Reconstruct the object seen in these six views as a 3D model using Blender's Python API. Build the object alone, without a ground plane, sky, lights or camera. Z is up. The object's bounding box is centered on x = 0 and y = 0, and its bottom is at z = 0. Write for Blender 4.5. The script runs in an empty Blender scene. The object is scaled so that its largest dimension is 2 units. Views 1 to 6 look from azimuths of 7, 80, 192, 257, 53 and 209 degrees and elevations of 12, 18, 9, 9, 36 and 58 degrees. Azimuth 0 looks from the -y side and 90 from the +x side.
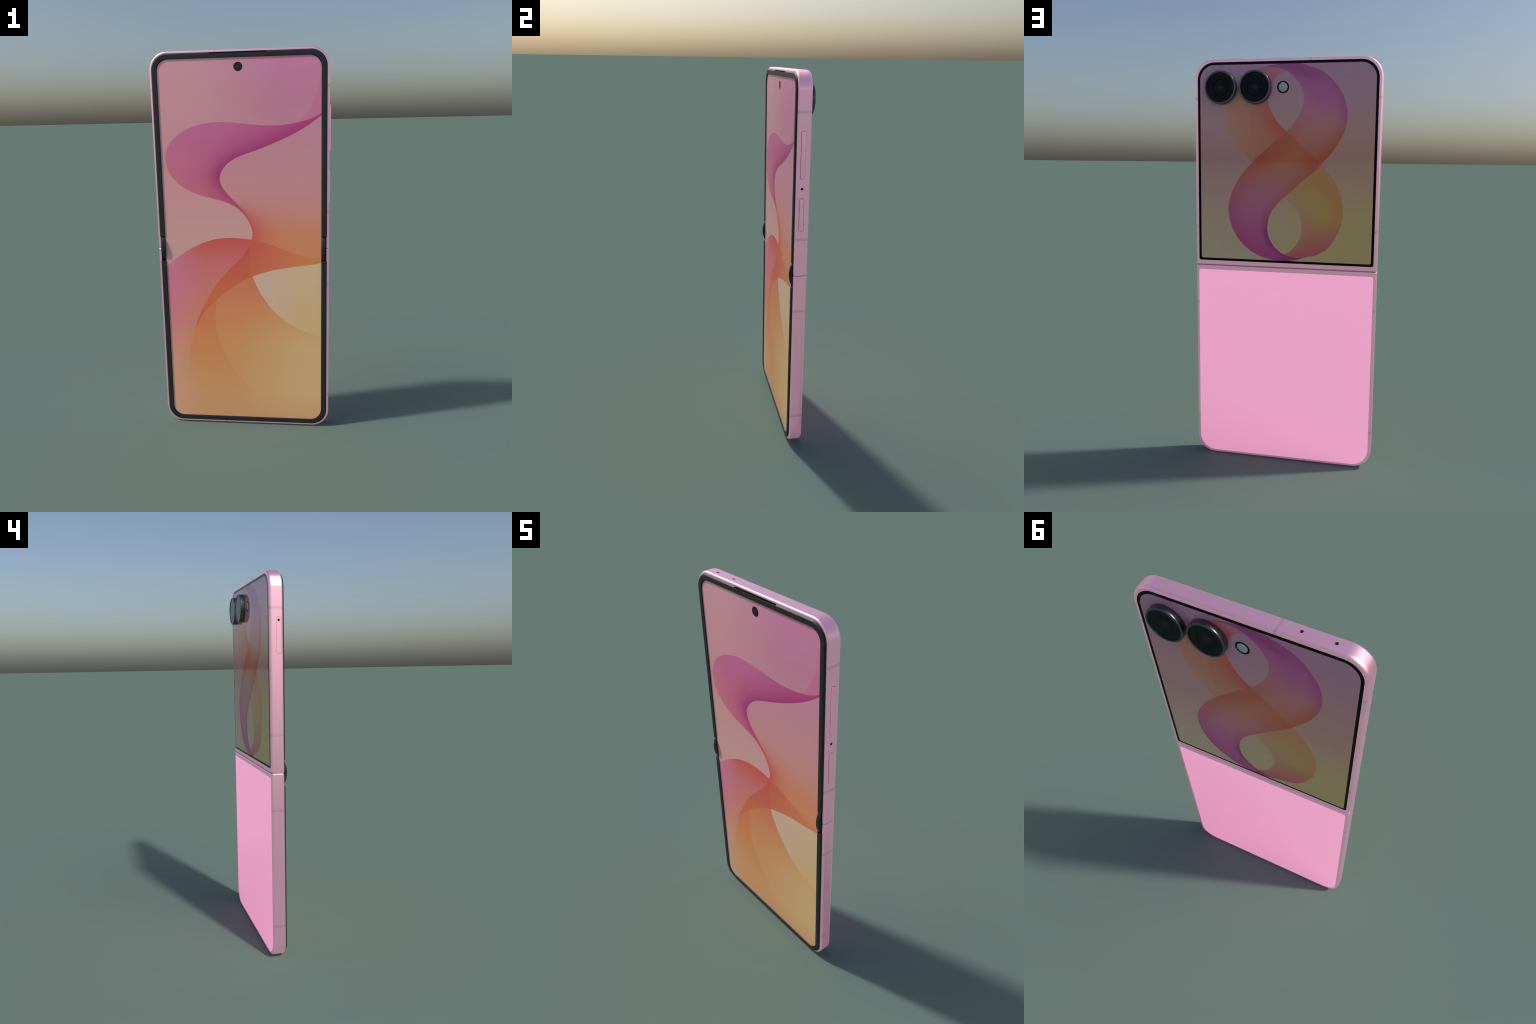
import bpy, bmesh, math
from mathutils import Vector

# ------------------------------------------------------------------ sizes
HW = 0.4520            # half width of the body
YB, YF = 0.0296, -0.0388   # back and front face of the metal frames
RC = 0.092             # big corner radius
GAP = 0.0008           # half gap at the fold
BEZ_OUT, BEZ_IN = 0.0112, 0.0385   # bezel insets from the body outline
Y_BEZ = -0.0474        # bezel front
Y_SCR = -0.0432        # main screen front
Y_EDGE = 0.0575        # lens top / hinge cap front
BAND = 0.0128          # antenna band width
BAND_Z = (1.8134, 1.1930, 0.8070, 0.1866)
BAND_X = -0.1153
FOLD = 1.0

SCN = bpy.context.scene
COL = SCN.collection


# ------------------------------------------------------------------ objects
root = bpy.data.objects.new("flip_phone", None)
COL.objects.link(root)
X0 = -0.0032            # the body stands off centre by half the volume button's rise
root.location.x = X0
root["label"] = "pink folding smartphone standing upright, open, colourful wallpapers"
root["category"] = "smartphone"


def obj_from(name, mesh, parent=root, mats=()):
    o = bpy.data.objects.new(name, mesh)
    COL.objects.link(o)
    o.parent = parent
    for m in mats:
        mesh.materials.append(m)
    return o


def bm_mesh(bm, name, smooth=35.0):
    bmesh.ops.recalc_face_normals(bm, faces=bm.faces)
    me = bpy.data.meshes.new(name)
    bm.to_mesh(me)
    bm.free()
    finish_mesh(me, smooth)
    return me


def finish_mesh(me, smooth=35.0):
    for p in me.polygons:
        p.use_smooth = True
    me.set_sharp_from_angle(angle=math.radians(smooth))


def applied(o):
    """Replace the object's mesh by its evaluated one and drop the modifiers."""
    bpy.context.view_layer.update()
    dg = bpy.context.evaluated_depsgraph_get()
    me = bpy.data.meshes.new_from_object(o.evaluated_get(dg))
    o.modifiers.clear()
    o.data = me
    return o


def bevel(o, width, segs=2, angle=40):
    m = o.modifiers.new("bevel", "BEVEL")
    m.width, m.segments, m.limit_method = width, segs, "ANGLE"
    m.angle_limit = math.radians(angle)
    applied(o)
    finish_mesh(o.data)


# ------------------------------------------------------------------ outlines
def rounded(hw, z0, z1, r0, r1, cuts_z=(), cuts_x=(), n=20):
    """Closed outline (x, z), counter-clockwise seen from -y: bottom radius r0,
    top radius r1, extra vertices on the straight runs at cuts."""
    pts = []

    def arc(cx, cz, r, a0):
        for k in range(n + 1):
            a = math.radians(a0 + 90.0 * k / n)
            pts.append((cx + r * math.cos(a), cz + r * math.sin(a)))

    cz, cx = sorted(cuts_z), sorted(cuts_x)
    arc(hw - r0, z0 + r0, r0, -90)
    pts += [(hw, z) for z in cz]
    arc(hw - r1, z1 - r1, r1, 0)
    pts += [(x, z1) for x in reversed(cx)]
    arc(-hw + r1, z1 - r1, r1, 90)
    pts += [(-hw, z) for z in reversed(cz)]
    arc(-hw + r0, z0 + r0, r0, 180)
    pts += [(x, z0) for x in cx]
    return pts


def loft(rings, closed=True, caps=True, flag=None):
    """rings: list of equal-length lists of 3D points."""
    bm = bmesh.new()
    vs = [[bm.verts.new(p) for p in ring] for ring in rings]
    n = len(rings[0])
    for a, b in zip(vs, vs[1:]):
        for i in range(n if closed else n - 1):
            j = (i + 1) % n
            f = bm.faces.new((a[i], a[j], b[j], b[i]))
            if flag and flag[i]:
                f.material_index = 1
    if caps:
        bm.faces.new(vs[0])
        bm.faces.new(vs[-1])
    return bm


def slab(name, hw, z0, z1, r0, r1, y0, y1, edge, mat, parent=root, n=20, x0=0.0):
    """Rounded plate between y0 (hidden side) and y1 (seen side) with a small
    rounded edge on the seen side."""
    s = 1 if y1 > y0 else -1

    def ring(i, y):
        return [(x + x0, y, z) for x, z in rounded(hw - i, z0 + i, z1 - i, max(r0 - i, 4e-4), max(r1 - i, 4e-4), n=n)]
    rings = [ring(0, y0), ring(0, y1 - s * edge * 1.05)]
    for k in range(5):
        a = math.radians(90 * k / 4)
        rings.append(ring(edge * (1 - math.cos(a)), y1 - s * edge * (1 - math.sin(a))))
    rings.append(ring(edge * 1.3, y1))
    return obj_from(name, bm_mesh(loft(rings), name), parent, (mat,))


def lathe(name, profile, centre, sign, mat, parent=root, n=72, smooth=35.0):
    """Turned part whose axis is y; profile = (radius, depth outwards)."""
    cx, cy, cz = centre
    bm = bmesh.new()
    rings = []
    for r, h in profile:
        if r < 1e-6:
            rings.append([bm.verts.new((cx, cy + sign * h, cz))])
        else:
            rings.append([bm.verts.new((cx + r * math.cos(2 * math.pi * k / n), cy + sign * h, cz + r * math.sin(2 * math.pi * k / n))) for k in range(n)])
    for a, b in zip(rings, rings[1:]):
        for k in range(n):
            j = (k + 1) % n
            if len(a) == 1:
                bm.faces.new((a[0], b[j], b[k]))
            elif len(b) == 1:
                bm.faces.new((a[k], a[j], b[0]))
            else:
                bm.faces.new((a[k], a[j], b[j], b[k]))
    return obj_from(name, bm_mesh(bm, name, smooth), parent, (mat,))


def box(name, lo, hi, mat, parent=root, bev=0.0):
    bm = bmesh.new()
    bmesh.ops.create_cube(bm, size=1.0)
    for v in bm.verts:
        v.co = [(l + h) / 2 + c * (h - l) for c, l, h in zip(v.co, lo, hi)]
    o = obj_from(name, bm_mesh(bm, name), parent, (mat,) if mat else ())
    if bev:
        bevel(o, bev)
    return o


# ------------------------------------------------------------------ material helpers
def lin(c):
    return tuple(((v / 255) / 12.92 if v / 255 <= 0.04045 else ((v / 255 + 0.055) / 1.055) ** 2.4) for v in c)


class Nodes:
    """Small helper that writes node maths like formulas."""

    def __init__(self, name):
        self.mat = bpy.data.materials.new(name)
        self.mat.use_nodes = True
        self.t = self.mat.node_tree
        self.bsdf = self.t.nodes["Principled BSDF"]
        self.scale = lambda c: lin(c)

    def link(self, a, sock):
        if isinstance(a, (int, float)):
            sock.default_value = a
        elif isinstance(a, tuple):
            sock.default_value = (*a, 1.0)
        else:
            self.t.links.new(a, sock)

    def math(self, op, a, b=0.0, c=0.0, clamp=False):
        n = self.t.nodes.new("ShaderNodeMath")
        n.operation, n.use_clamp = op, clamp
        for v, s in zip((a, b, c), n.inputs):
            self.link(v, s)
        return n.outputs[0]

    def add(self, a, b): return self.math("ADD", a, b)
    def sub(self, a, b): return self.math("SUBTRACT", a, b)
    def mul(self, a, b): return self.math("MULTIPLY", a, b)
    def div(self, a, b): return self.math("DIVIDE", a, b)
    def inv(self, a): return self.math("SUBTRACT", 1.0, a)

    def both(self, *ms):
        r = ms[0]
        for m in ms[1:]:
            r = self.mul(r, m)
        return r

    def either(self, a, b): return self.math("MAXIMUM", a, b)

    def over(self, a, b, soft=0.0012):
        """1 where a > b, with an edge as soft as one screen pixel."""
        return self.math("MULTIPLY_ADD", self.sub(a, b), 1.0 / soft, 0.5, clamp=True)

    def ramp01(self, v, lo, hi, smooth=True):
        n = self.t.nodes.new("ShaderNodeMapRange")
        n.interpolation_type = "SMOOTHSTEP" if smooth else "LINEAR"
        n.clamp = True
        self.link(v, n.inputs[0])
        flip = lo > hi
        n.inputs[1].default_value, n.inputs[2].default_value = (hi, lo) if flip else (lo, hi)
        n.inputs[3].default_value, n.inputs[4].default_value = (1.0, 0.0) if flip else (0.0, 1.0)
        return n.outputs[0]

    def curve(self, v, pts):
        """Smooth function through control points (input, output)."""
        pts = sorted(pts)
        i0, i1 = pts[0][0], pts[-1][0]
        o0, o1 = min(p[1] for p in pts), max(p[1] for p in pts)
        pad = 0.05 * (o1 - o0) + 1e-4
        o0, o1 = o0 - pad, o1 + pad
        n = self.t.nodes.new("ShaderNodeFloatCurve")
        cm = n.mapping
        cm.extend = "HORIZONTAL"
        c = cm.curves[0]
        c.points[0].location = (0.0, (pts[0][1] - o0) / (o1 - o0))
        c.points[1].location = (1.0, (pts[-1][1] - o0) / (o1 - o0))
        for a, b in pts[1:-1]:
            c.points.new((a - i0) / (i1 - i0), (b - o0) / (o1 - o0))
        for p in c.points:
            p.handle_type = "AUTO"
        cm.update()
        self.link(1.0, n.inputs[0])
        self.link(self.math("MULTIPLY_ADD", v, 1.0 / (i1 - i0), -i0 / (i1 - i0), clamp=True), n.inputs[1])
        return self.math("MULTIPLY_ADD", n.outputs[0], o1 - o0, o0)

    def colours(self, v, stops):
        """Colour ramp over v through (value, seen colour)."""
        stops = sorted(stops)
        lo, hi = stops[0][0], stops[-1][0]
        n = self.t.nodes.new("ShaderNodeValToRGB")
        n.color_ramp.interpolation = "EASE" if len(stops) == 2 else "LINEAR"
        e = n.color_ramp.elements
        e[0].position, e[1].position = 0.0, 1.0
        e[0].color, e[1].color = (*self.scale(stops[0][1]), 1), (*self.scale(stops[-1][1]), 1)
        for p, c in stops[1:-1]:
            x = e.new((p - lo) / (hi - lo))
            x.color = (*self.scale(c), 1)
        self.link(self.math("MULTIPLY_ADD", v, 1.0 / (hi - lo), -lo / (hi - lo), clamp=True), n.inputs[0])
        return n.outputs[0]

    def mix(self, f, a, b):
        n = self.t.nodes.new("ShaderNodeMix")
        n.data_type = "RGBA"
        self.link(f, n.inputs[0])
        self.link(a, n.inputs[6])
        self.link(b, n.inputs[7])
        return n.outputs[2]

    def col(self, c): return tuple(self.scale(c))

    def xyz(self):
        tc = self.t.nodes.new("ShaderNodeTexCoord")
        s = self.t.nodes.new("ShaderNodeSeparateXYZ")
        self.t.links.new(tc.outputs["Object"], s.inputs[0])
        return s.outputs

    def noise(self, scale, detail=2.0):
        tc = self.t.nodes.new("ShaderNodeTexCoord")
        n = self.t.nodes.new("ShaderNodeTexNoise")
        n.inputs["Scale"].default_value = scale
        n.inputs["Detail"].default_value = detail
        self.t.links.new(tc.outputs["Object"], n.inputs["Vector"])
        return n.outputs[0]

    def put(self, **kw):
        for k, v in kw.items():
            self.link(v, self.bsdf.inputs[k.replace("_", " ")])
        return self.mat


def plain(name, base, rough, metal=0.0, grain=0.02, spec=0.5, **kw):
    """Uniform material with a faint grain in its roughness."""
    k = Nodes(name)
    r = k.math("MULTIPLY_ADD", k.noise(180.0), grain, rough - grain / 2)
    return k.put(Base_Color=tuple(base), Roughness=r, Metallic=metal, Specular_IOR_Level=spec, **kw)


m_groove = plain("shaded_gap", (0.30, 0.105, 0.16), 0.6, grain=0.0)
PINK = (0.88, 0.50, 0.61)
# Emission added to brighten the pink finish: in full shade it looked lighter than white
# rendered there, and the ground shadow had a pink tint.
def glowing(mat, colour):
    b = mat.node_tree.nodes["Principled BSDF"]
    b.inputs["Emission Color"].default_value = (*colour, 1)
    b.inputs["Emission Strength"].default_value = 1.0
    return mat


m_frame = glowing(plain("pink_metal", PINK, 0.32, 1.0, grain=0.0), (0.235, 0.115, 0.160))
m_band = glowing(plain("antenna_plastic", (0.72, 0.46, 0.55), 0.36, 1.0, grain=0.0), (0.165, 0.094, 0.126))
m_bezel = plain("dark_rubber_rim", (0.016, 0.019, 0.019), 0.52)
m_cap = plain("dark_hinge_plastic", (0.016, 0.018, 0.019), 0.35)
m_black = plain("black_void", (0.002, 0.002, 0.002), 0.6, spec=0.1)
m_glassrim = plain("black_glass", (0.002, 0.0022, 0.0022), 0.05, grain=0.0, spec=0.12)
m_barrel = plain("dark_lens_metal", (0.150, 0.168, 0.175), 0.30, 1.0)
m_lens = plain("lens_glass", (0.55, 0.57, 0.60), 0.03, grain=0.0, Transmission_Weight=1.0, IOR=1.15)
m_dot = plain("black_camera_glass", (0.005, 0.006, 0.006), 0.08, grain=0.0)
m_lensring = plain("lens_inner_ring", (0.006, 0.007, 0.008), 0.5, grain=0.0)
m_element = plain("lens_blue_coating", (0.020, 0.020, 0.060), 0.06, grain=0.0, spec=1.0)
m_flash = plain("flash_diffuser", (0.58, 0.62, 0.54), 0.35)
m_hinge = glowing(plain("hinge_metal", (0.45, 0.24, 0.30), 0.5, grain=0.0), (0.05, 0.022, 0.030))  # base and emission toned to match the look of the seam line

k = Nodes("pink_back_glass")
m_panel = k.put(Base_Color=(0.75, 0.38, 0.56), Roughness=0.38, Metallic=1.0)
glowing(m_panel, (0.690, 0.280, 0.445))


# ------------------------------------------------------------------ main wallpaper
FRONT_LIGHT = (0.455, 0.495, 0.510)      # light that falls on the front (seen / base)
BACK_LIGHT = (0.158, 0.216, 0.250)


def main_wallpaper():
    k = Nodes("main_wallpaper")
    k.scale = lambda c: tuple(min(0.95, max(0.0, v - 0.008) / l) for v, l in zip(lin(c), FRONT_LIGHT))
    x, y, z = k.xyz()
    x = k.add(x, X0)
    # --- boundary curves
    blob_top = k.curve(x, [(-0.420, 1.530), (-0.376, 1.556), (-0.344, 1.578), (-0.298, 1.605), (-0.245, 1.629), (-0.178, 1.645), (-0.119, 1.650), (-0.060, 1.648), (0.012, 1.641), (0.084, 1.633), (0.156, 1.629), (0.228, 1.632), (0.288, 1.641), (0.335, 1.652), (0.413, 1.687)])
    ribbon_left = k.curve(z, [(0.298, -0.317), (0.366, -0.315), (0.425, -0.308), (0.484, -0.295), (0.542, -0.276), (0.575, -0.267), (0.641, -0.241), (0.706, -0.206), (0.779, -0.165), (0.842, -0.116), (0.894, -0.068), (0.949, -0.013), (1.003, 0.026), (1.045, 0.046), (1.085, 0.052), (1.125, 0.040), (1.162, 0.022), (1.196, -0.007), (1.224, -0.043), (1.245, -0.088), (1.262, -0.147), (1.283, -0.222), (1.317, -0.296), (1.358, -0.347), (1.399, -0.376), (1.440, -0.390), (1.475, -0.3932), (1.505, -0.388), (1.534, -0.376), (1.573, -0.344), (1.605, -0.300), (1.630, -0.262), (1.660, -0.220)])
    ribbon_in = k.curve(z, [(1.120, 0.040), (1.155, 0.037), (1.181, 0.023), (1.222, -0.013), (1.260, -0.050), (1.301, -0.086), (1.338, -0.107), (1.371, -0.112), (1.411, -0.097), (1.443, -0.067), (1.468, -0.029), (1.489, 0.023), (1.508, 0.082), (1.536, 0.155), (1.566, 0.227), (1.601, 0.299), (1.645, 0.370), (1.675, 0.411), (1.700, 0.450)])
    hill = k.curve(x, [(-0.420, 0.898), (-0.369, 0.938), (-0.312, 0.978), (-0.249, 1.013), (-0.186, 1.038), (-0.124, 1.052), (-0.056, 1.056), (-0.003, 1.052), (0.046, 1.046), (0.117, 1.030), (0.192, 1.003), (0.259, 0.979), (0.318, 0.958), (0.362, 0.950), (0.415, 0.947)])
    twist = k.curve(x, [(-0.276, 0.542), (-0.259, 0.579), (-0.238, 0.617), (-0.208, 0.658), (-0.176, 0.690), (-0.135, 0.730), (-0.071, 0.781), (-0.009, 0.820), (0.049, 0.848), (0.130, 0.875), (0.205, 0.892), (0.280, 0.903), (0.355, 0.913), (0.415, 0.926)])
    leaf = k.curve(x, [(0.036, 0.960), (0.041, 0.899), (0.049, 0.848), (0.067, 0.797), (0.104, 0.731), (0.149, 0.668), (0.202, 0.617), (0.263, 0.574), (0.339, 0.539), (0.415, 0.521)])
    vein = k.curve(z, [(0.150, 0.078), (0.216, 0.016), (0.265, -0.023), (0.331, -0.069), (0.397, -0.107), (0.463, -0.136), (0.528, -0.154), (0.602, -0.159), (0.659, -0.157), (0.723, -0.145), (0.771, -0.126), (0.819, -0.101), (0.866, -0.069)])
    sail = k.curve(z, [(1.641, 0.288), (1.670, 0.320), (1.717, 0.356), (1.785, 0.384), (1.865, 0.401), (1.960, 0.409)])
    # --- background
    left = k.colours(z, [(0.90, (175, 138, 132)), (1.20, (174, 132, 130)), (1.45, (173, 126, 130)), (1.95, (178, 132, 142))])
    right = k.colours(z, [(1.60, (166, 118, 132)), (1.75, (168, 110, 132)), (1.95, (174, 112, 142))])
    c = k.mix(k.mul(k.ramp01(x, -0.32, 0.26), k.ramp01(z, 1.15, 1.60)), left, right)
    c = k.mix(k.mul(k.both(k.over(x, sail), k.over(z, 1.60)), 0.5), c, k.col((172, 92, 122)))
    # --- ribbon and the field right of it
    ribbon = k.both(k.over(blob_top, z), k.over(x, ribbon_left))
    field = k.colours(z, [(0.94, (178, 118, 80)), (1.08, (177, 118, 90)), (1.20, (174, 121, 112)), (1.34, (171, 121, 126)), (1.60, (166, 120, 134))])
    dx = k.sub(x, ribbon_left)
    red = k.mul(k.math("EXPONENT", k.div(k.math("MAXIMUM", dx, 0.0), -0.075)), k.ramp01(z, 1.34, 1.14))
    field = k.mix(red, field, k.colours(z, [(0.95, (172, 78, 68)), (1.10, (172, 76, 72)), (1.30, (168, 92, 100))]))
    away = k.math("MAXIMUM", k.sub(ribbon_in, x), 0.0)
    width = k.curve(z, [(1.15, 0.10), (1.30, 0.10), (1.40, 0.12), (1.46, 0.17), (1.50, 0.26), (1.55, 0.34), (1.68, 0.40)])
    deep = k.math("EXPONENT", k.mul(k.math("POWER", k.div(away, width), 1.3), -1.5))
    purple = k.mix(deep, k.colours(z, [(1.18, (168, 82, 96)), (1.30, (168, 96, 114)), (1.45, (172, 100, 122)), (1.64, (168, 96, 132))]),
                   k.colours(z, [(1.14, (172, 80, 80)), (1.20, (160, 70, 92)), (1.28, (152, 60, 102)), (1.40, (140, 52, 102)), (1.55, (142, 56, 102)), (1.68, (152, 58, 110))]))
    body = k.mix(k.both(k.over(ribbon_in, x), k.over(z, 1.13, 0.08)), field, purple)
    c = k.mix(ribbon, c, body)
    # --- lower half: hill, twisted band, leaf
    below = k.over(hill, z)
    slope = k.colours(z, [(0.05, (186, 142, 118)), (0.35, (182, 134, 116)), (0.55, (178, 120, 110)), (0.75, (176, 110, 104)), (0.92, (174, 98, 98)), (1.05, (172, 78, 70))])
    slope = k.mix(k.mul(k.ramp01(x, -0.20, -0.42), k.ramp01(z, 0.45, 0.80)), slope, k.col((178, 106, 126)))
    slope = k.mix(k.mul(k.both(k.ramp01(k.sub(x, ribbon_left), -0.13, 0.0), k.ramp01(z, 0.98, 0.70)), 0.55), slope, k.colours(z, [(0.20, (180, 132, 98)), (0.60, (177, 112, 88)), (0.90, (174, 98, 80))]))
    lower = k.colours(z, [(0.04, (172, 132, 96)), (0.25, (178, 134, 90)), (0.50, (178, 126, 82)), (0.70, (177, 114, 80)), (0.84, (176, 104, 78))])
    lower = k.mix(k.both(k.ramp01(x, -0.12, 0.40), k.ramp01(z, 0.80, 0.40)), lower, k.col((178, 150, 106)))
    lower = k.mix(k.mul(k.ramp01(z, 0.22, 0.02), 0.6), lower, k.col((172, 128, 94)))
    strip = k.mul(k.over(vein, x), k.ramp01(z, 0.10, 0.34))
    lower = k.mix(k.mul(strip, 0.62), lower, k.colours(z, [(0.25, (178, 124, 82)), (0.60, (176, 104, 68)), (0.80, (176, 98, 66))]))
    lower = k.mix(k.both(k.over(z, leaf), k.over(x, 0.036)), lower,
                  k.mix(k.ramp01(x, 0.05, 0.38), k.col((180, 150, 134)), k.colours(z, [(0.55, (178, 152, 106)), (0.90, (178, 154, 124))])))
    band = k.mix(k.ramp01(x, -0.02, 0.40), k.colours(z, [(0.55, (174, 90, 52)), (0.72, (176, 96, 64)), (0.88, (171, 86, 70)), (1.02, (168, 74, 68))]), k.col((178, 112, 74)))
    band = k.mix(k.mul(k.over(x, k.curve(z, [(0.84, 0.049), (0.90, 0.041), (0.96, 0.036), (1.04, 0.042)])), 0.18), band, k.col((178, 108, 80)))
    low = k.mix(k.over(z, twist), lower, band)
    edge = k.mix(k.ramp01(z, 0.24, 0.46), k.ramp01(k.sub(x, ribbon_left), -0.10, 0.10), k.over(x, ribbon_left))
    low = k.mix(edge, slope, low)
    c = k.mix(below, c, low)
    return k.put(Base_Color=c, Roughness=0.42, Specular_IOR_Level=0.35)


def cover_wallpaper():
    k = Nodes("cover_wallpaper")
    k.scale = lambda c: tuple(min(0.95, max(0.0, v - s) / l) for v, l, s in zip(lin(c), BACK_LIGHT, (0.015, 0.018, 0.019)))
    x, y, z = k.xyz()
    u = k.math("SUBTRACT", -X0, x)
    o_left = k.curve(z, [(1.045, -0.040), (1.068, 0.004), (1.093, 0.042), (1.129, 0.069), (1.171, 0.086), (1.212, 0.089), (1.272, 0.071), (1.312, 0.042), (1.345, 0.011), (1.430, -0.080), (1.520, -0.168), (1.574, -0.217), (1.624, -0.252), (1.677, -0.277), (1.737, -0.287), (1.783, -0.280), (1.835, -0.262), (1.893, -0.215), (1.937, -0.150), (1.960, -0.100)])
    o_right = k.curve(z, [(1.053, 0.081), (1.059, 0.122), (1.078, 0.177), (1.114, 0.224), (1.163, 0.256), (1.231, 0.282), (1.291, 0.287), (1.357, 0.275), (1.416, 0.250), (1.465, 0.216), (1.511, 0.175), (1.575, 0.107), (1.618, 0.059), (1.660, 0.009), (1.716, -0.044), (1.761, -0.069), (1.800, -0.081), (1.833, -0.080), (1.884, -0.063), (1.922, -0.033), (1.940, 0.004), (1.957, 0.050)])
    p_right = k.curve(z, [(1.036, 0.006), (1.066, 0.006), (1.072, -0.006), (1.090, -0.031), (1.124, -0.060), (1.165, -0.078), (1.206, -0.081), (1.261, -0.068), (1.313, -0.034), (1.348, 0.001), (1.383, 0.042), (1.430, 0.095), (1.474, 0.149), (1.507, 0.180), (1.560, 0.227), (1.618, 0.265), (1.676, 0.290), (1.740, 0.297), (1.797, 0.287), (1.860, 0.253), (1.918, 0.199), (1.953, 0.133), (1.972, 0.067)])
    p_left = k.curve(z, [(1.036, -0.112), (1.058, -0.140), (1.081, -0.1675), (1.118, -0.210), (1.166, -0.246), (1.228, -0.271), (1.283, -0.278), (1.339, -0.271), (1.401, -0.245), (1.456, -0.210), (1.514, -0.157), (1.568, -0.098), (1.621, -0.037), (1.660, 0.009), (1.699, 0.044), (1.741, 0.070), (1.780, 0.086), (1.821, 0.090), (1.863, 0.078), (1.905, 0.045), (1.925, -0.060), (1.940, -0.150), (1.975, -0.165)])
    p_top = k.curve(u, [(-0.138, 1.943), (-0.118, 1.952), (-0.087, 1.961), (-0.033, 1.971), (0.020, 1.9735), (0.067, 1.972), (0.133, 1.955), (0.150, 1.955)])
    tip = k.curve(u, [(-0.140, 1.941), (-0.101, 1.9535), (-0.067, 1.9565), (-0.026, 1.951), (0.004, 1.940), (0.028, 1.9235), (0.050, 1.903)])
    cres_lo = k.curve(u, [(-0.220, 1.108), (-0.166, 1.0795), (-0.109, 1.052), (-0.052, 1.039), (0.0, 1.036), (0.030, 1.037), (0.067, 1.044), (0.122, 1.063)])
    cres_hi = k.curve(u, [(0.0, 1.069), (0.040, 1.058), (0.081, 1.053), (0.122, 1.060)])
    # --- background
    bg_l = k.colours(z, [(1.03, (116, 109, 94)), (1.20, (114, 105, 95)), (1.35, (112, 98, 94)), (1.50, (110, 90, 91)), (1.70, (109, 88, 95)), (1.96, (104, 82, 104))])
    bg_r = k.colours(z, [(1.03, (115, 107, 76)), (1.25, (115, 106, 78)), (1.38, (113, 100, 84)), (1.50, (110, 92, 86)), (1.70, (109, 88, 93)), (1.96, (104, 82, 102))])
    c = k.mix(k.ramp01(u, -0.30, 0.30), bg_l, bg_r)
    # --- orange strand
    mo = k.both(k.over(u, o_left), k.over(o_right, u), k.over(z, cres_lo), k.either(k.over(tip, z), k.over(1.90, z)))
    so = k.math("DIVIDE", k.sub(u, o_left), k.math("MAXIMUM", k.sub(o_right, o_left), 0.01), clamp=True)
    ol = k.colours(z, [(1.06, (112, 70, 72)), (1.14, (112, 80, 70)), (1.25, (113, 90, 76)), (1.36, (113, 94, 76)), (1.45, (112, 80, 68)), (1.60, (113, 84, 76)), (1.78, (113, 80, 74)), (1.94, (106, 68, 82))])
    oc = k.colours(z, [(1.06, (112, 62, 70)), (1.12, (112, 72, 68)), (1.17, (112, 80, 66)), (1.24, (112, 94, 62)), (1.32, (112, 96, 64)), (1.41, (113, 91, 68)), (1.48, (113, 86, 66)), (1.60, (114, 78, 66)), (1.78, (112, 74, 70)), (1.94, (112, 72, 80))])
    orr = k.colours(z, [(1.06, (112, 58, 72)), (1.14, (114, 72, 70)), (1.24, (116, 88, 62)), (1.38, (117, 90, 62)), (1.48, (115, 88, 66)), (1.58, (112, 62, 50)), (1.70, (120, 60, 55)), (1.80, (120, 64, 62)), (1.94, (112, 66, 80))])
    co = k.mix(k.ramp01(so, 0.5, 1.0), k.mix(k.ramp01(so, 0.0, 0.5), ol, oc), orr)
    faint = k.curve(z, [(1.551, -0.147), (1.604, -0.161), (1.670, -0.170), (1.749, -0.168), (1.801, -0.155), (1.860, -0.110)])
    co = k.mix(k.mul(k.both(k.over(faint, u), k.over(z, 1.54)), 0.35), co, k.col((113, 88, 78)))
    arc = k.curve(u, [(-0.157, 1.510), (-0.098, 1.484), (-0.028, 1.458), (0.013, 1.446), (0.082, 1.430), (0.150, 1.405), (0.205, 1.362), (0.245, 1.305), (0.262, 1.240)])
    co = k.mix(k.mul(k.both(k.over(z, arc), k.over(1.52, z), k.over(u, 0.05)), 0.5), co, k.col((117, 88, 62)))
    c = k.mix(mo, c, co)
    # --- purple strand over it
    main = k.both(k.over(u, p_left), k.over(p_right, u), k.over(z, cres_lo), k.over(p_top, z), k.either(k.over(z, tip), k.either(k.over(1.90, z), k.over(u, 0.049))))
    cres = k.both(k.over(z, cres_lo), k.over(cres_hi, z), k.over(u, 0.0), k.over(0.122, u))
    mp = k.either(main, cres)
    sp = k.math("DIVIDE", k.sub(u, p_left), k.math("MAXIMUM", k.sub(p_right, p_left), 0.01), clamp=True)
    pc = k.colours(z, [(1.04, (104, 48, 86)), (1.12, (106, 56, 88)), (1.25, (108, 66, 92)), (1.35, (109, 74, 88)), (1.45, (110, 76, 76)), (1.54, (112, 74, 66)), (1.62, (110, 76, 74)), (1.70, (109, 76, 82)), (1.80, (107, 64, 96)), (1.90, (102, 56, 96)), (1.96, (92, 50, 84))])
    pl = k.colours(z, [(1.04, (106, 48, 84)), (1.18, (106, 54, 84)), (1.30, (106, 62, 84)), (1.45, (111, 66, 66)), (1.55, (110, 60, 52)), (1.63, (110, 66, 62)), (1.75, (108, 74, 84)), (1.90, (104, 58, 98)), (1.96, (94, 50, 86))])
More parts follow.
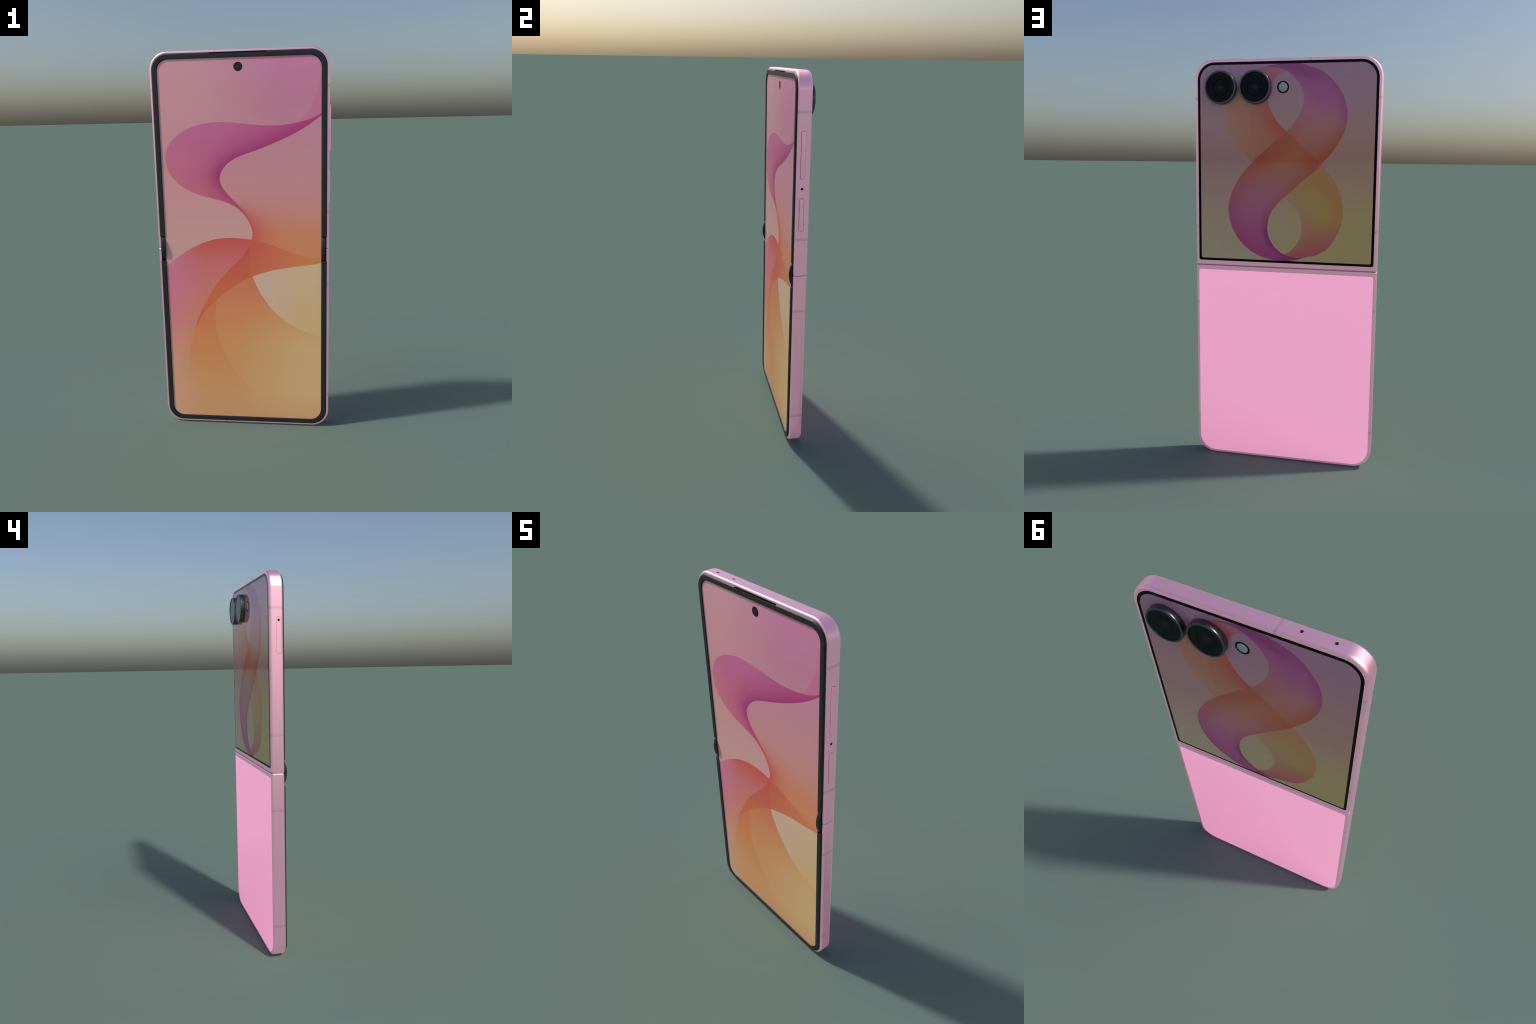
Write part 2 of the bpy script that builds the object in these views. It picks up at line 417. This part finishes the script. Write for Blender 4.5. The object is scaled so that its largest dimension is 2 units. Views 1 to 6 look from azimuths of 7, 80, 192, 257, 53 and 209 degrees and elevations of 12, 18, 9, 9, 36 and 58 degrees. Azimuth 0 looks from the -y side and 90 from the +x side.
    pr = k.colours(z, [(1.04, (92, 42, 82)), (1.18, (94, 42, 82)), (1.28, (106, 62, 74)), (1.40, (108, 70, 64)), (1.50, (112, 66, 52)), (1.60, (110, 64, 56)), (1.68, (106, 64, 74)), (1.75, (104, 56, 90)), (1.90, (104, 52, 92)), (1.96, (100, 48, 90))])
    cp = k.mix(k.ramp01(sp, 0.72, 1.0), k.mix(k.ramp01(sp, 0.42, 0.0), pc, pl), pr)
    both = k.both(mo, k.ramp01(z, 1.40, 1.52))
    cp = k.mix(k.mul(both, 0.9), cp, k.mix(k.ramp01(k.math("ABSOLUTE", k.sub(sp, 0.5)), 0.0, 0.5), k.colours(z, [(1.42, (112, 80, 70)), (1.56, (113, 72, 58)), (1.66, (111, 63, 56))]), k.col((109, 63, 54))))
    shade = k.mul(k.ramp01(k.math("ABSOLUTE", k.sub(k.add(z, k.mul(u, 0.45)), 1.972)), 0.035, 0.0), k.both(k.ramp01(z, 1.82, 1.90), k.ramp01(u, 0.22, 0.10)))
    cp = k.mix(k.mul(shade, 0.7), cp, k.col((90, 46, 84)))
    c = k.mix(mp, c, cp)
    return k.put(Base_Color=c, Roughness=0.03, Specular_IOR_Level=0.95)


m_main = main_wallpaper()
m_cover = cover_wallpaper()


# ------------------------------------------------------------------ frames
def stadium_cutter(name, yc, zc0, zc1, width, *xs):
    """Upright pill (rounded slot) with cross-sections at the given x."""
    r, pts, n = width / 2, [], 14
    for k in range(n + 1):
        a = math.pi * k / n
        pts.append((yc + r * math.cos(a), zc1 - r + r * math.sin(a)))
    for k in range(n + 1):
        a = math.pi + math.pi * k / n
        pts.append((yc + r * math.cos(a), zc0 + r + r * math.sin(a)))
    return loft([[(x, p, q) for p, q in pts] for x in xs])


def rod(axis, centre, r, a, b, n=24):
    """Round hole or pin along x or z."""
    rings = []
    for t, rr in ((a, r[0]), (b, r[1])):
        ring = []
        for k in range(n):
            c, s = rr * math.cos(2 * math.pi * k / n), rr * math.sin(2 * math.pi * k / n)
            ring.append((t, centre[0] + c, centre[1] + s) if axis == "x" else (centre[0] + c, centre[1] + s, t))
        rings.append(ring)
    return loft(rings)


def frame(z0, z1, r0, r1, cutters, black_holes):
    cz = [b + s * BAND / 2 for b in BAND_Z for s in (-1, 1) if z0 < b < z1]
    cx = [BAND_X - BAND / 2, BAND_X + BAND / 2]

    def ring(i, y):
        return [(x, y, z) for x, z in rounded(HW - i, z0 + i, z1 - i, max(r0 - i, 6e-4), max(r1 - i, 6e-4), cz, cx)]
    ib, yb = 0.0080, 0.0165      # back edge rounding: inset, depth
    jf, yf = 0.0080, 0.0085      # front edge rounding
    prof = [(0.020, YB), (ib + 0.0006, YB)]
    for k in range(9):
        a = math.radians(90 * k / 8)
        prof.append((ib * (1 - math.sin(a)), YB - yb * (1 - math.cos(a))))
    prof += [(0, YB - yb - 0.0006), (0, YF + yf + 0.0006)]
    for k in range(9):
        a = math.radians(90 * k / 8)
        prof.append((jf * (1 - math.cos(a)), YF + yf * (1 - math.sin(a))))
    prof += [(jf + 0.0006, YF), (0.020, YF)]
    out = ring(0, 0)
    n = len(out)
    flag = []
    for i in range(n):
        (xa, _, za), (xb, _, zb) = out[i], out[(i + 1) % n]
        mx, mz = (xa + xb) / 2, (za + zb) / 2
        side = abs(abs(mx) - HW) < 1e-5 and any(abs(mz - b) < BAND / 2 for b in BAND_Z) and abs(za - zb) < BAND * 1.05
        end = (abs(mz - 2.0) < 1e-5 or abs(mz) < 1e-5) and abs(mx - BAND_X) < BAND / 2 and abs(xa - xb) < BAND * 1.05
        flag.append(side or end)
    me = bm_mesh(loft([ring(i, y) for i, y in prof], flag=flag), "frame")
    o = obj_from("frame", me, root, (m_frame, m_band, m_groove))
    cutter_bm = bmesh.new()
    for c in cutters:
        tmp = bpy.data.meshes.new("cut")
        bmesh.ops.recalc_face_normals(c, faces=c.faces)
        c.to_mesh(tmp)
        c.free()
        cutter_bm.from_mesh(tmp)
        bpy.data.meshes.remove(tmp)
    cm = bpy.data.meshes.new("cutter")
    cutter_bm.to_mesh(cm)
    for mat in (m_frame, m_band, m_groove):
        cm.materials.append(mat)
    for p in cm.polygons:
        p.material_index = 2
    cutter_bm.free()
    cut = bpy.data.objects.new("cutter", cm)
    COL.objects.link(cut)
    m = o.modifiers.new("holes", "BOOLEAN")
    m.operation, m.object, m.solver = "DIFFERENCE", cut, "EXACT"
    applied(o)
    bpy.data.objects.remove(cut)
    # split the antenna bands off along their borders
    for want, name in ((1, "antenna_band"), (0, "frame")):
        bm = bmesh.new()
        bm.from_mesh(o.data)
        bmesh.ops.delete(bm, geom=[f for f in bm.faces if (f.material_index == 1) != bool(want)], context="FACES")
        for f in bm.faces:
            f.material_index = 1 if f.material_index == 2 else 0
        part = bpy.data.meshes.new(name)
        bm.to_mesh(part)
        bm.free()
        if want:
            bands = part
        else:
            body = part
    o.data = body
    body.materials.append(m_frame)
    body.materials.append(m_groove)
    for p in body.polygons:          # faces that meet across the fold
        if abs(p.center.z - FOLD) < GAP + 0.0006:
            p.material_index = 1
    finish_mesh(body)
    # each band is a piece of its own
    bm = bmesh.new()
    bm.from_mesh(bands)
    left = set(bm.faces)
    groups = []
    while left:
        stack, group = [left.pop()], []
        while stack:
            f = stack.pop()
            group.append(f)
            for e in f.edges:
                for g in e.link_faces:
                    if g in left:
                        left.remove(g)
                        stack.append(g)
        groups.append(group)
    groups.sort(key=lambda g: (round(g[0].calc_center_median().z, 2), g[0].calc_center_median().x))
    for g in groups:
        vs = {}
        me = bpy.data.meshes.new("antenna_band")
        faces = [[vs.setdefault(v, len(vs)) for v in f.verts] for f in g]
        me.from_pydata([v.co[:] for v in vs], [], faces)
        finish_mesh(me)
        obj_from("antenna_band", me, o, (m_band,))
    bm.free()
    return o


GROOVE = 0.0018
buttons = [("volume_button", -0.0082, 1.4954, 1.7255, 0.0205, 1, 0.0064),
           ("power_button", -0.0088, 1.2368, 1.4004, 0.0205, 1, 0.0032)]
tray = (-0.0172, 1.5937, 1.7707, 0.0255)

up_cut = [stadium_cutter("c", yc, a - GROOVE, b + GROOVE, w + 2 * GROOVE, 0.437, 0.47) for _, yc, a, b, w, _, _ in buttons]
up_cut.append(stadium_cutter("c", tray[0], tray[1] - 0.0011, tray[2] + 0.0011, tray[3] + 0.0022, -0.47, -0.440))
up_cut.append(rod("x", (-0.0090, 1.4480), (0.0067, 0.0067), 0.432, 0.47))
for hx in (-0.1968, -0.3190):
    up_cut.append(rod("z", (hx, -0.0078), (0.0058, 0.0074), 1.986, 2.002))
low_cut = [rod("z", (hx, -0.0078), (0.0065, 0.0052), -0.002, 0.012) for hx in (-0.165, 0.150, 0.175, 0.200, 0.225, 0.250, 0.275)]


def port_cutter():
    pts, r, half = [], 0.014, 0.050
    for s, a0 in ((1, -90), (-1, 90)):
        for q in range(13):
            a = math.radians(a0 + 180 * q / 12)
            pts.append((s * (half - r) + r * math.cos(a), -0.0030 + r * math.sin(a)))
    return loft([[(px, py, zz) for px, py in pts] for zz in (-0.002, 0.030)])


low_cut.append(port_cutter())
upper = frame(FOLD + GAP, 2.0, 0.0045, RC, up_cut, ())
lower = frame(0.0, FOLD - GAP, RC, 0.0045, low_cut, ())
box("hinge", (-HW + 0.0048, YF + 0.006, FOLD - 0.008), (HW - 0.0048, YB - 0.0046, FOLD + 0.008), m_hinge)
box("charging_port", (-0.030, -0.0055, 0.010), (0.030, -0.0005, 0.029), m_black, lower, 0.001)

# ------------------------------------------------------------------ buttons, tray, small holes
for name, yc, a, b, w, side, out in buttons:
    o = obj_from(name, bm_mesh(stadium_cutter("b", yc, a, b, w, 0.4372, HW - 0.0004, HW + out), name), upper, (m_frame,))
    bevel(o, 0.0016, 3, 50)
    o.data.materials.append(m_groove)     # the flanks down in the gap
    for p in o.data.polygons:
        p.material_index = int(abs(p.normal.x) < 0.2 and p.center.x < HW - 0.0006)
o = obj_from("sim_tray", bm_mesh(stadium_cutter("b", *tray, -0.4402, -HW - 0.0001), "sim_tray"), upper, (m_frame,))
cut = bpy.data.objects.new("cutter", bm_mesh(rod("x", (-0.0168, 1.7548), (0.0063, 0.0063), -0.47, -0.443), "c"))
COL.objects.link(cut)
m = o.modifiers.new("pin", "BOOLEAN")
m.object, m.solver = cut, "EXACT"
applied(o)
bpy.data.objects.remove(cut)
finish_mesh(o.data)
obj_from("eject_hole", bm_mesh(rod("x", (-0.0168, 1.7548), (0.0062, 0.0062), -0.4475, -0.4432), "eject_hole"), o, (m_black,))
obj_from("microphone_hole", bm_mesh(rod("x", (-0.0090, 1.4480), (0.0066, 0.0066), 0.4325, 0.4472), "microphone_hole"), upper, (m_black,))

# ------------------------------------------------------------------ back: cover screen, lower panel
border = slab("cover_screen_border", 0.4358, 1.0245, 1.9848, 0.0105, 0.083, YB - 0.004, YB + 0.0008, 0.0006, m_glassrim)
slab("cover_screen", 0.4232, 1.0365, 1.9717, 0.0085, 0.071, YB - 0.001, YB + 0.0011, 0.0002, m_cover, border)
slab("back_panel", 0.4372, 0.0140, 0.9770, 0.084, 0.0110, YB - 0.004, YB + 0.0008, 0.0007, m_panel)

# ------------------------------------------------------------------ cameras and flash
def dome(r, h0, h1, n=6):
    return [(r * math.cos(math.radians(90 * q / n)), h0 + (h1 - h0) * math.sin(math.radians(90 * q / n))) for q in range(n + 1)]


H = Y_EDGE - YB
for cx in (0.3160, 0.1462):
    c = (cx, YB, 1.8650)
    prof = [(0.0765, -0.002), (0.0765, 0.002), (0.0780, 0.0040), (0.0780, H - 0.0046)]
    for q in range(1, 7):
        a = math.radians(90 * q / 6)
        prof.append((0.0780 - 0.0036 * (1 - math.cos(a)), H - 0.0036 + 0.0036 * math.sin(a) - 0.0006 * (1 - math.sin(a))))
    prof += [(0.0703, H), (0.0692, H - 0.0006), (0.0688, H - 0.0020), (0.0686, H - 0.0240), (0.0, H - 0.0240)]
    barrel = lathe("camera_lens", prof, c, 1, m_barrel, n=96)
    g = H - 0.0022
    # well under the glass: black floor, narrow deep ring, inner tube, coated element
    lathe("lens_well", [(0.0687, g - 0.0030), (0.0400, g - 0.0030), (0.0392, g - 0.0034), (0.0386, g - 0.0190), (0.0352, g - 0.0190), (0.0348, g - 0.0040),
                        (0.0340, g - 0.0034), (0.0270, g - 0.0036), (0.0262, g - 0.0046), (0.0180, g - 0.0052), (0.0150, g - 0.0066), (0.0, g - 0.0066)], c, 1, m_lensring, barrel, n=96, smooth=12.0)
    lathe("lens_element", [(0.0148, g - 0.0070)] + dome(0.0148, g - 0.0062, g - 0.0026, 8), c, 1, m_element, barrel, n=48)
    lathe("lens_glass", [(0.0, g - 0.0012), (0.0680, g - 0.0012), (0.0686, g - 0.0010), (0.0686, g - 0.0004), (0.0680, g), (0.0, g)], c, 1, m_lens, barrel, n=96, smooth=12.0)
fc = (0.0132, YB, 1.8650)
flash = lathe("flash", [(0.0290, -0.001), (0.0290, 0.0012), (0.0284, 0.0018), (0.0220, 0.0018), (0.0218, 0.0010), (0.0, 0.0010)], fc, 1, m_glassrim)
lathe("flash_window", [(0.0217, 0.0005), (0.0217, 0.0013), (0.0205, 0.0019), (0.0, 0.0022)], fc, 1, m_flash, flash, n=48)


# ------------------------------------------------------------------ front: bezel, screen, hinge caps
def bezel(sign, zcut):
    """U-shaped raised rim of one half; sign +1 = upper half."""
    def path(i):
        hw, r = HW - i, RC - i
        pts = [(hw, zcut)]
        zt = 2.0 - i
        for q in range(25):
            a = math.radians(90 * q / 24)
            pts.append((hw - r + r * math.cos(a), zt - r + r * math.sin(a)))
        for q in range(25):
            a = math.radians(90 + 90 * q / 24)
            pts.append((-hw + r + r * math.cos(a), zt - r + r * math.sin(a)))
        pts.append((-hw, zcut))
        return pts
    # outer wall, flat chamfer, front face, small inner rounding
    prof = [(BEZ_OUT, YF + 0.002), (BEZ_OUT, Y_BEZ + 0.0064), (BEZ_OUT + 0.0005, Y_BEZ + 0.0054), (BEZ_OUT + 0.0044, Y_BEZ + 0.0006), (BEZ_OUT + 0.0056, Y_BEZ)]
    prof += [(BEZ_OUT + 0.0062, Y_BEZ), (BEZ_IN - 0.0016, Y_BEZ)]
    for q in range(1, 5):
        a = math.radians(90 * q / 4)
        prof.append((BEZ_IN - 0.0010 * (1 - math.sin(a)), Y_BEZ + 0.0010 * (1 - math.cos(a))))
    prof += [(BEZ_IN, YF + 0.002)]
    rings = []
    for i, y in prof:
        rings.append([(x, y, z if sign > 0 else 2.0 - z) for x, z in path(i)])
    # sweep along the path: transpose so each ring is one profile section
    sections = [[ring[p] for ring in rings] for p in range(len(rings[0]))]
    o = obj_from("bezel", bm_mesh(loft(sections), "bezel"), root, (m_bezel,))
    return o


up_bez = bezel(1, 1.0640)
cut = box("cutter", (-0.1435, -0.060, 1.9818), (0.1435, -0.0392, 1.9990), None)
bevel(cut, 0.003, 2)
m = up_bez.modifiers.new("slot", "BOOLEAN")
m.object, m.solver = cut, "EXACT"
applied(up_bez)
bpy.data.objects.remove(cut)
finish_mesh(up_bez.data)
bezel(-1, 1.0680)
box("earpiece", (-0.1430, -0.0424, 1.9822), (0.1430, -0.0370, 1.9884), m_black, up_bez)  # black filler modelled to give the slot its dark depth

slab("screen_border", HW - BEZ_IN + 0.004, 0.0345, 1.9655, 0.06, 0.06, YF + 0.003, Y_SCR + 0.0006, 0.0004, m_black)
screen = slab("main_screen", HW - BEZ_IN - 0.0012, 0.0396, 1.9604, 0.0590, 0.0590, YF + 0.003, Y_SCR, 0.0003, m_main)
lens = lathe("front_camera", [(0.0222, -0.001), (0.0222, 0.0004), (0.0218, 0.0006), (0.0, 0.0006)], (0.0, Y_SCR, 1.9165), -1, m_dot, n=64, smooth=8.0)
lathe("lens_element", [(0.0060, -0.001)] + dome(0.0060, 0.0005, 0.0013), (0.0, Y_SCR, 1.9165), -1, m_element, lens, n=32)

for s in (1, -1):
    sag, half = Y_EDGE + Y_SCR + 0.0010, 0.0605
    R = (half * half + sag * sag) / (2 * sag)
    pts = []
    for q in range(29):
        a = math.asin(half / R) * (1 - 2 * q / 28)
        pts.append((-Y_EDGE + R - R * math.cos(a), FOLD + R * math.sin(a)))
    pts = [(YF + 0.002, FOLD + half)] + pts + [(YF + 0.002, FOLD - half)]
    xs = (HW - BEZ_IN, HW - BEZ_OUT - 0.0058)
    o = obj_from("hinge_cap", bm_mesh(loft([[(s * xx, py, pz) for py, pz in pts] for xx in xs]), "hinge_cap"), root, (m_cap,))
    bevel(o, 0.0032, 3, 50)
    lo, hi = sorted((s * (HW - BEZ_IN), s * (HW - BEZ_OUT - 0.002)))
    box("dark_base_strip", (lo, YF - 0.0012, 0.930), (hi, YF + 0.002, 1.066), m_black, o)  # black plate under the cap, so that the floor of the gap looks dark
